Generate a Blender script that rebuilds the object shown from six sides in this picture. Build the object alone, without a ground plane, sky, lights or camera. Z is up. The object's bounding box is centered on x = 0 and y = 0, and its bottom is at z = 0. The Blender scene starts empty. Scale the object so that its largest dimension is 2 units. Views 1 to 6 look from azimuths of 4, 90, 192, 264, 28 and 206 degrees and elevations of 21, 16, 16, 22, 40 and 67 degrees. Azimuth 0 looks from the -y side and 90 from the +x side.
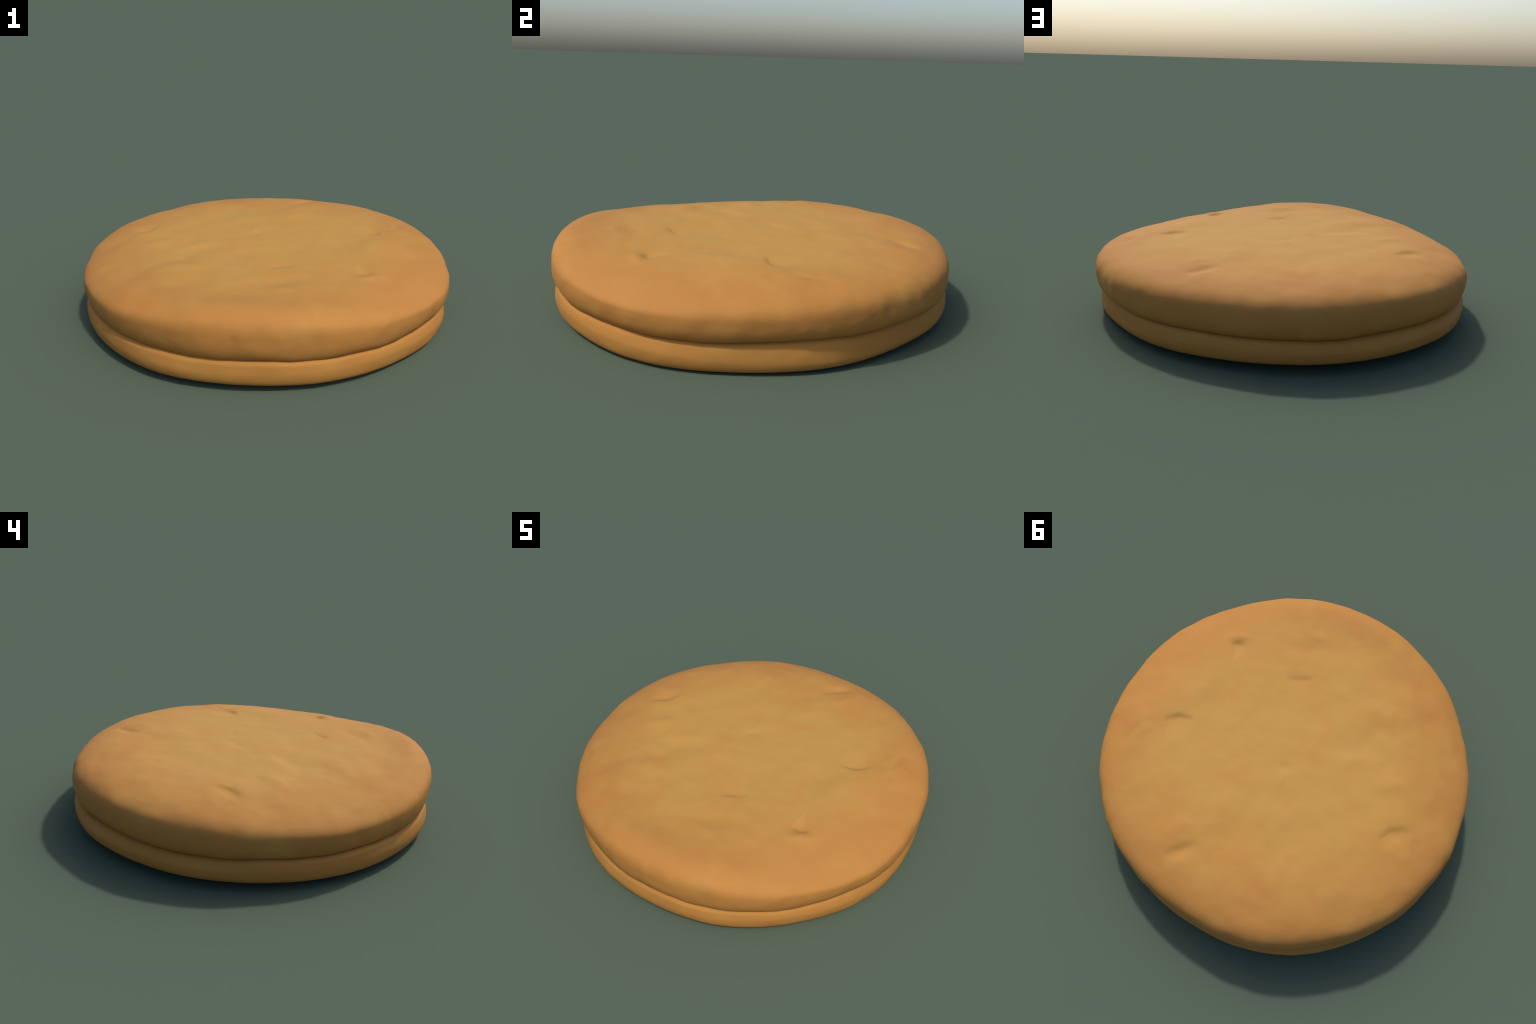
import bpy, math
import numpy as np
from mathutils import noise, Vector

# ------------------------------------------------------------------ helpers
TAU = 2 * math.pi


def ring_wave(theta, mean, harmonics):
    """closed ring value: mean + sum of (cos, sin) harmonic pairs"""
    v = np.full_like(theta, mean)
    for k, (c, s) in enumerate(harmonics, 1):
        v = v + c * np.cos(k * theta) + s * np.sin(k * theta)
    return v


def angle_bump(theta, centre_deg, width_deg):
    d = (np.degrees(theta) - centre_deg + 180) % 360 - 180
    return np.exp(-(d / width_deg) ** 2)


def smooth(a, b, v):
    t = np.clip((v - a) / (b - a), 0, 1)
    return t * t * (3 - 2 * t)


def fractal(points, scale, octaves, seed):
    off = Vector((seed * 3.17, seed * 1.31, seed * 7.7))
    out = np.empty(len(points))
    for i, p in enumerate(points):
        out[i] = noise.fractal(Vector(p) * scale + off, 0.6, 2.1, octaves)
    return out


def blob(x, y, cx, cy, sx, sy, turn=0.0):
    """elliptic gaussian, turn in degrees"""
    a = math.radians(turn)
    u = (x - cx) * math.cos(a) + (y - cy) * math.sin(a)
    v = -(x - cx) * math.sin(a) + (y - cy) * math.cos(a)
    return np.exp(-(u / sx) ** 2 - (v / sy) ** 2)


def stroke(x, y, pts, width, power=2.0):
    """soft groove along a poly line (fades at both ends)"""
    best = np.full_like(x, 1e9)
    for (ax, ay), (bx, by) in zip(pts[:-1], pts[1:]):
        dx, dy = bx - ax, by - ay
        t = np.clip(((x - ax) * dx + (y - ay) * dy) / (dx * dx + dy * dy), 0, 1)
        best = np.minimum(best, np.hypot(x - ax - t * dx, y - ay - t * dy))
    return np.exp(-(best / width) ** power)


def crease(x, y, pts, depth, steep, gentle, side=(.55, -.83), taper=.8):
    """step-like dent along a poly line: a steep wall towards `side`, a slow rise on the other,
    deepest half way along and fading at both ends"""
    seg = [math.dist(p, q) for p, q in zip(pts[:-1], pts[1:])]
    total = sum(seg)
    best = np.full_like(x, 1e9)
    along = np.zeros_like(x)
    sign = np.zeros_like(x)
    run = 0.0
    for (ax, ay), (bx, by), ln in zip(pts[:-1], pts[1:], seg):
        dx, dy = (bx - ax) / ln, (by - ay) / ln
        t = (x - ax) * dx + (y - ay) * dy
        tc = np.clip(t, 0, ln)
        px, py = x - ax - tc * dx, y - ay - tc * dy
        d = np.hypot(px, py)
        near = d < best
        best = np.where(near, d, best)
        along = np.where(near, (run + tc) / total, along)
        nx, ny = (-dy, dx) if (-dy * side[0] + dx * side[1]) > 0 else (dy, -dx)
        sign = np.where(near, (px * nx + py * ny), sign)
        run += ln
    w = gentle + (steep - gentle) * smooth(-.6 * steep, .6 * steep, sign)
    return depth * np.exp(-(best / w) ** 2) * np.maximum(np.sin(math.pi * along), 0) ** taper


# ------------------------------------------------------------------ shape of the two biscuits
UPPER_RADIUS = (.9998, [(.0038, .0034), (-.0011, -.0146), (.0005, .0026), (-.0026, -.0007),
                        (-.0019, .0003), (.0003, -.0028), (.0003, 0), (-.0022, .0011),
                        (-.0011, -.0002), (-.0001, -.0004), (.0006, .0003), (-.0002, -.0006),
                        (.0001, .0006), (.0001, -.0006)])
SEAM_HEIGHT = (.1492, [(-.0089, .0016), (-.0024, .0025), (.0003, .0038)])
WAIST_HEIGHT = (.2425, [(-.0100, -.0099), (-.0091, .0006), (.0001, .0017)])
LOWER_RADIUS = (.9890, [(-.0089, .0025), (-.0028, -.0178), (.0029, -.0010), (-.0009, -.0004),
                        (.0001, .0005), (.0003, .0001), (-.0019, .0007), (-.0033, .0007)])
FOOT_LIFT = (.0315, [(-.0161, .0062), (-.0064, -.0018), (0, .0017)])
FOOT_ROUND = (.0717, [(-.0274, .0111), (.0025, -.0244)])
FOOT_INSET = .0248
# gentle dome / sag of the baked crust: (power of x, power of y) -> weight
CROWN = {(0, 0): .3807, (0, 1): -.0176, (1, 0): -.0146, (0, 2): -.0147, (1, 1): -.0001,
         (2, 0): .0062, (0, 3): .0441, (1, 2): .0149, (2, 1): .0491, (3, 0): .0155, (0, 4): .0480,
         (1, 3): .0107, (2, 2): -.0740, (3, 1): -.0029, (4, 0): -.0380, (0, 5): -.0569,
         (1, 4): -.0297, (2, 3): .0273, (3, 2): -.0299, (4, 1): .0618, (5, 0): -.0096}
RIM_P, RIM_Q = 2 * 3.496, 1 / 2.828


def crust_relief(x, y):
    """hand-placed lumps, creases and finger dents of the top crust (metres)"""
    z = np.zeros_like(x)
    # little pit with a raised lip on its rim side
    z -= crease(x, y, [(.478, -.455), (.525, -.462), (.565, -.440)], .0085, .018, .160)
    z += .0115 * blob(x, y, .545, -.508, .058, .030, 20)
    z += .001 * blob(x, y, .50, -.36, .10, .055, 20)
    # short straight crease inside a long faint fold
    z -= crease(x, y, [(.045, -.425), (.118, -.392), (.185, -.362)], .0065, .022, .070)
    z -= crease(x, y, [(-.06, -.47), (.118, -.392), (.30, -.30)], .004, .040, .110)
    # curved crack and the raised plate beside it
    crack = [(.655, .160), (.622, .112), (.588, .090), (.545, .085), (.505, .080)]
    z -= crease(x, y, crack, .0115, .019, .120)
    z -= crease(x, y, [(.53, .06), (.505, -.014), (.458, -.141), (.440, -.30)], .0070, .060, .160,
                side=(1, 0))
    z -= crease(x, y, [(.66, .165), (.71, .180), (.76, .205)], .0030, .026, .07)
    z += .0075 * blob(x, y, .565, -.09, .085, .15, 5) - .003 * blob(x, y, .78, -.26, .10, .10)
    z += .004 * blob(x, y, .72, .235, .05, .03, 60)
    z += .004 * blob(x, y, .81, .23, .03, .05, 10)
    z -= .003 * blob(x, y, .765, .245, .02, .05, -10)
    # finger dent at the back
    z -= crease(x, y, [(.285, .80), (.240, .748), (.195, .705), (.155, .66)], .0105, .026, .036)
    z += .003 * blob(x, y, .215, .72, .10, .075, 45)
    z += .006 * blob(x, y, .30, .645, .055, .09, -30)
    z += .003 * blob(x, y, .19, .79, .06, .035, 40)
    z -= .0020 * blob(x, y, .240, .752, .045, .030, 45)
    # crescent dent at the left
    z -= crease(x, y, [(-.635, .255), (-.675, .185), (-.715, .158), (-.775, .155)], .0095, .021, .050)
    z += .003 * blob(x, y, -.70, .105, .08, .04, 10)
    z += .004 * blob(x, y, -.79, .27, .05, .04, 30)
    z -= .0035 * blob(x, y, -.722, .200, .060, .045, 20)
    z += .002 * blob(x, y, -.71, .17, .13, .10, 20)
    # navel in the middle
    z -= crease(x, y, [(-.01, .13), (-.045, .100), (-.085, .098)], .0045, .022, .035)
    z += .003 * blob(x, y, -.055, .165, .022, .05, 20)
    # shallow lumps and hollows
    z -= crease(x, y, [(-.50, .07), (-.547, .040), (-.62, .01)], .0028, .034, .08)
    z += .006 * blob(x, y, -.59, -.065, .060, .040, 20)
    z += .0035 * blob(x, y, -.338, -.078, .075, .040, 50)
    z += .012 * blob(x, y, -.46, -.47, .15, .11, 35)
    z -= .010 * blob(x, y, -.34, -.19, .13, .10, 20)
    z += .012 * blob(x, y, .16, .44, .13, .20, -10)
    z -= .009 * blob(x, y, .78, -.18, .10, .16, 10)
    z -= .006 * blob(x, y, .15, -.18, .10, .09, 0)
    z -= .005 * blob(x, y, -.07, -.28, .10, .12, 0)
    z += .005 * blob(x, y, -.34, .59, .12, .09, 20)
    z += .004 * blob(x, y, -.10, .15, .12, .10, 0)
    z += .006 * blob(x, y, .34, .31, .10, .10, 0)
    z += .006 * blob(x, y, -.10, .36, .13, .09, 0)
    z -= .005 * blob(x, y, .12, -.24, .09, .09, 0)
    z -= .005 * blob(x, y, .38, -.73, .12, .08, 20)
    z -= .005 * blob(x, y, .81, .03, .08, .10, 0)
    z -= .004 * blob(x, y, .56, .62, .10, .09, 0)
    z -= .004 * blob(x, y, -.20, .84, .14, .06, 10)
    z -= .006 * blob(x, y, -.50, -.15, .10, .08, 0)
    z -= .005 * blob(x, y, -.395, -.335, .06, .05, 0)
    z -= .004 * blob(x, y, -.455, -.475, .045, .045, 0)
    z += .003 * stroke(x, y, [(-.43, -.45), (-.50, -.40), (-.55, -.33)], .025)
    z += .004 * stroke(x, y, [(.235, -.73), (.18, -.70), (.12, -.685)], .030)
    z -= .004 * blob(x, y, .13, -.61, .12, .05, 20)
    z -= .003 * blob(x, y, -.06, -.66, .08, .05, 20)
    z += .004 * blob(x, y, -.288, -.53, .11, .045, 3)
    z += .003 * blob(x, y, -.14, -.42, .08, .035, 3)
    z += .0025 * stroke(x, y, [(-.257, .69), (-.269, .52)], .03)
    z += .003 * blob(x, y, .33, .03, .06, .04, 60)
    z -= .004 * blob(x, y, .22, -.05, .20, .14, 20)
    z += .004 * blob(x, y, -.42, -.13, .07, .05, 0)
    # raised front-left shoulder with a shallow trough inside it
    arc = [(.90 * math.cos(math.radians(t)), .90 * math.sin(math.radians(t)))
           for t in range(-150, -70, 8)]
    z += .0045 * stroke(x, y, arc, .060)
    arc = [(.74 * math.cos(math.radians(t)), .74 * math.sin(math.radians(t)))
           for t in range(-140, -85, 8)]
    z -= .0055 * stroke(x, y, arc, .080)
    return z


def grid_faces(rows, cols, flip=False):
    """quads between closed rings"""
    r = np.arange(rows - 1)[:, None] * cols
    c = np.arange(cols)[None, :]
    n = (c + 1) % cols
    q = np.stack([r + c, r + n, r + cols + n, r + cols + c], -1).reshape(-1, 4)
    return q[:, ::-1] if flip else q


def make_mesh(name, rings, top_pole, bottom_pole):
    """rings: (rows, cols, 3) from top to bottom, closed by two poles"""
    rows, cols, _ = rings.shape
    v = np.concatenate([rings.reshape(-1, 3), [top_pole, bottom_pole]])
    faces = [tuple(f) for f in grid_faces(rows, cols, True).tolist()]
    t, b = rows * cols, rows * cols + 1
    last = (rows - 1) * cols
    for i in range(cols):
        j = (i + 1) % cols
        faces.append((t, i, j))
        faces.append((b, last + j, last + i))
    me = bpy.data.meshes.new(name)
    me.from_pydata(v.tolist(), [], faces)
    me.shade_smooth()
    me.update()
    return me


COLS = 480
theta = np.linspace(0, TAU, COLS, endpoint=False)
ct, st = np.cos(theta)[None, :], np.sin(theta)[None, :]

R_up = ring_wave(theta, *UPPER_RADIUS)[None, :]
z_seam = ring_wave(theta, *SEAM_HEIGHT)[None, :]
z_waist = ring_wave(theta, *WAIST_HEIGHT)[None, :]
z_lip = z_seam + np.array([.007 * noise.noise(Vector((4 * math.cos(t), 4 * math.sin(t), 6.6)))
                           + .003 * noise.noise(Vector((11 * math.cos(t), 11 * math.sin(t), 1.6)))
                           for t in theta])[None, :]
tucked = angle_bump(theta, 136, 40)[None, :]              # side where the lip rolls under further
z_lip = z_lip - .002 * tucked


def upper_biscuit():
    rho = np.sin(np.linspace(0.012, 1, 190) * math.pi / 2)[:, None]
    x, y = R_up * rho * ct, R_up * rho * st
    crown = sum(w * x ** i * y ** j for (i, j), w in CROWN.items())
    fall = np.maximum(1 - rho ** RIM_P, 0) ** RIM_Q
    z = z_waist + (crown - z_waist) * fall
    z = z + crust_relief(x, y) * smooth(1.0, .90, rho)
    # sunken shoulder on the back left
    z = z - .008 * blob(x, y, -.63, .67, .075, .06, -45) * smooth(1.0, .95, rho)
    z = z - (.008 * blob(x, y, -.85, .0, .12, .18) + .007 * blob(x, y, -.44, -.84, .20, .10, -28)
             + .006 * blob(x, y, -.80, .55, .14, .10, -55)) * smooth(1.0, .94, rho)
    # rolled lower lip, then the flat underside
    a = np.linspace(0, math.pi / 2, 30)[1:, None]
    tuck = .046 + .010 * tucked
    lr = R_up * (1 - tuck + tuck * np.cos(a) ** (2 / 2.1))
    lz = z_waist - (z_waist - z_lip) * np.sin(a) ** (2 / 2.15)
    ur = R_up * np.linspace(.93, .05, 12)[:, None]
    uz = z_lip + 0 * ur
    r_all = np.concatenate([R_up * rho, lr, ur])
    z_all = np.concatenate([z, lz, uz])
    side = np.concatenate([smooth(.80, 1.0, rho), smooth(1.65, .9, a), 0 * ur[:, :1]])
    pts = np.stack([r_all * ct, r_all * st, z_all], -1)
    flat = pts.reshape(-1, 3)
    soft = fractal(flat * np.array((1, 1, 1.3)), 3.2, 3, 1).reshape(r_all.shape)
    fine = fractal(flat, 9.0, 3, 5).reshape(r_all.shape)
    top_w = np.concatenate([smooth(1.0, .9, rho), 0 * a, 0 * ur[:, :1]])
    mid = fractal(flat, 5.5, 2, 41).reshape(r_all.shape)
    pts[..., 2] += top_w * (.0022 * soft + .0028 * mid + .0012 * fine)
    # vertical pinch marks round the rim, strongest at the back right
    strength = .0022 + .0014 * angle_bump(theta, 42, 18) + .0012 * angle_bump(theta, 122, 14)
    height = pts[..., 2]
    flute = np.empty(r_all.shape)
    for j, t in enumerate(theta):
        c12, s12, c27, s27 = (12 * math.cos(t), 12 * math.sin(t), 27 * math.cos(t), 27 * math.sin(t))
        for i in range(r_all.shape[0]):
            if side[i, 0] > 0:
                h = 5 * height[i, j]
                flute[i, j] = (noise.noise(Vector((c12, s12, 2.2 + h)))
                               + .45 * noise.noise(Vector((c27, s27, 8.2 + h))))
            else:
                flute[i, j] = 0
    facet = fractal(flat * np.array((1, 1, .9)), 6.0, 2, 23).reshape(r_all.shape)
    dr = side * (strength[None, :] * flute + .0026 * soft + .0026 * facet + .0012 * fine)
    pts[..., 0] += dr * ct
    pts[..., 1] += dr * st
    top = (0, 0, float(pts[0, :, 2].mean()))
    bottom = (0, 0, float(pts[-1, :, 2].mean()))
    return make_mesh("upper_biscuit", pts, top, bottom)


def lower_biscuit():
    Rl = ring_wave(theta, *LOWER_RADIUS)[None, :]
    lift = ring_wave(theta, *FOOT_LIFT)[None, :]
    rnd = np.maximum(ring_wave(theta, *FOOT_ROUND)[None, :], .012)
    rnd = np.minimum(rnd, .080 - .5 * lift)
    Rl = Rl + (.0015 + .0008 * angle_bump(theta, -25, 36))[None, :]
    inset = FOOT_INSET
    topz = z_lip + .003
    rows_r, rows_z, w = [], [], []
    for f in np.linspace(.05, .90, 10):                      # hidden top face
        rows_r.append(Rl * f); rows_z.append(topz + 0 * Rl); w.append(0)
    z1 = lift + rnd
    lean = (.010 + .020 * angle_bump(theta, 138, 42) + .010 * angle_bump(theta, 2, 24)
            + .009 * angle_bump(theta, -26, 28) + .008 * angle_bump(theta, 243, 18)
            - .004 * angle_bump(theta, 195, 18))[None, :]
    for u in np.linspace(1, 0, 40):                          # flank leaning in to the seam
        k = max(0.0, (u - .62) / .38)
        shoulder = .026 * (1 - math.sqrt(max(0.0, 1 - k ** 2.2)))
        rows_r.append(Rl - lean * u ** 1.6 - shoulder)
        rows_z.append(z1 + (topz - z1) * u)
        w.append(1 - .7 * u ** 3)
    for a in np.linspace(0, math.pi / 2, 16)[1:]:            # rounded foot
        rows_r.append(Rl - inset + inset * np.cos(a)); rows_z.append(z1 - rnd * np.sin(a))
        w.append(.6 + .4 * math.cos(a))
    for t in np.linspace(0, 1, 24)[1:]:                      # belly resting on the table
        rows_r.append((Rl - inset) * (1 - .95 * t))
        rows_z.append(lift * (1 - smooth(0, .42, np.array(t))))
        w.append(0)
    r_all, z_all = np.concatenate(rows_r), np.concatenate(rows_z)
    w = np.array(w)[:, None]
    pts = np.stack([r_all * ct, r_all * st, z_all], -1)
    flat = pts.reshape(-1, 3)
    soft = fractal(flat * np.array((1, 1, 1.5)), 3.5, 3, 11).reshape(r_all.shape)
    flute = np.array([noise.noise(Vector((24 * math.cos(t), 24 * math.sin(t), 4.4)))
                      for t in theta])[None, :]
    strength = .0006 + .0016 * angle_bump(theta, 40, 22)
    dr = w * (.0028 * soft + strength[None, :] * flute)
    pts[..., 0] += dr * ct
    pts[..., 1] += dr * st
    return make_mesh("lower_biscuit", pts, (0, 0, float(z_seam.mean()) + .003), (0, 0, 0))


# ------------------------------------------------------------------ baked dough material
def srgb(r, g, b):
    f = lambda c: c / 12.92 if c <= .04045 else ((c + .055) / 1.055) ** 2.4
    return tuple(f(c / 255) for c in (r, g, b)) + (1,)


def dough(name, pale, golden, toasted, edge_in, edge_out):
    m = bpy.data.materials.new(name)
    m.use_nodes = True
    nt = m.node_tree
    N, L = nt.nodes, nt.links
    N.clear()
    out = N.new("ShaderNodeOutputMaterial")
    bsdf = N.new("ShaderNodeBsdfPrincipled")
    L.new(bsdf.outputs[0], out.inputs[0])
    co = N.new("ShaderNodeTexCoord").outputs["Object"]

    def tex(scale, detail, rough=.55, vec=co, dist=0.0):
        n = N.new("ShaderNodeTexNoise")
        n.inputs["Scale"].default_value = scale
        n.inputs["Detail"].default_value = detail
        n.inputs["Roughness"].default_value = rough
        n.inputs["Distortion"].default_value = dist
        L.new(vec, n.inputs["Vector"])
        return n.outputs["Fac"]

    def math_(op, a, b=None, c=None):
        n = N.new("ShaderNodeMath")
        n.operation = op
        for i, v in enumerate((a, b, c)):
            if v is None:
                continue
            if hasattr(v, "is_output"):
                L.new(v, n.inputs[i])
            else:
                n.inputs[i].default_value = v
        return n.outputs[0]

    def rng(v, a, b, lo=0.0, hi=1.0):
        n = N.new("ShaderNodeMapRange")
        n.interpolation_type = 'SMOOTHSTEP'
        L.new(v, n.inputs["Value"])
        for k, val in zip(("From Min", "From Max", "To Min", "To Max"), (a, b, lo, hi)):
            n.inputs[k].default_value = val
        return n.outputs["Result"]

    def mix(fac, a, b):
        n = N.new("ShaderNodeMix")
        n.data_type = 'RGBA'
        L.new(fac, n.inputs["Factor"])
        for sock, v in ((n.inputs["A"], a), (n.inputs["B"], b)):
            if hasattr(v, "is_output"):
                L.new(v, sock)
            else:
                sock.default_value = v
        return n.outputs["Result"]

    # browning grows towards the rim, broken up by noise
    flat = N.new("ShaderNodeVectorMath")
    flat.operation = 'MULTIPLY'
    flat.inputs[1].default_value = (1, 1, 0)
    L.new(co, flat.inputs[0])
    ln = N.new("ShaderNodeVectorMath")
    ln.operation = 'LENGTH'
    L.new(flat.outputs[0], ln.inputs[0])
    radius = ln.outputs["Value"]
    wobble = math_('MULTIPLY_ADD', tex(2.6, 3), .7, -.35)
    brown = rng(math_('ADD', radius, wobble), edge_in, edge_out)
    col = mix(brown, pale, golden)
    # soft orange and dull blotches
    col = mix(rng(tex(4.6, 2, .5, dist=.3), .46, .76, 0, .50), col, toasted)
    col = mix(rng(tex(5.6, 2, .5), .50, .78, 0, .45), col, pale)
    bsdf.inputs["Roughness"].default_value = .75
    bsdf.inputs["Specular IOR Level"].default_value = .18
    L.new(col, bsdf.inputs["Base Color"])
    bump = N.new("ShaderNodeBump")
    bump.inputs["Strength"].default_value = .12
    bump.inputs["Distance"].default_value = .01
    L.new(tex(14, 4, .5), bump.inputs["Height"])
    L.new(bump.outputs[0], bsdf.inputs["Normal"])
    return m


crust = dough("baked_crust", srgb(178, 134, 66), srgb(172, 118, 58), srgb(178, 123, 58), .42, 1.06)
base = dough("baked_base", srgb(174, 126, 61), srgb(170, 117, 56), srgb(172, 115, 54), .60, 1.2)

# ------------------------------------------------------------------ assemble
root = bpy.data.objects.new("sandwich_biscuit", None)
bpy.context.scene.collection.objects.link(root)
root["label"] = "round golden sandwich biscuit of two stacked soft layers"
root["category"] = "biscuit"
for me, mat in ((upper_biscuit(), crust), (lower_biscuit(), base)):
    me.materials.append(mat)
    ob = bpy.data.objects.new(me.name, me)
    bpy.context.scene.collection.objects.link(ob)
    ob.parent = root
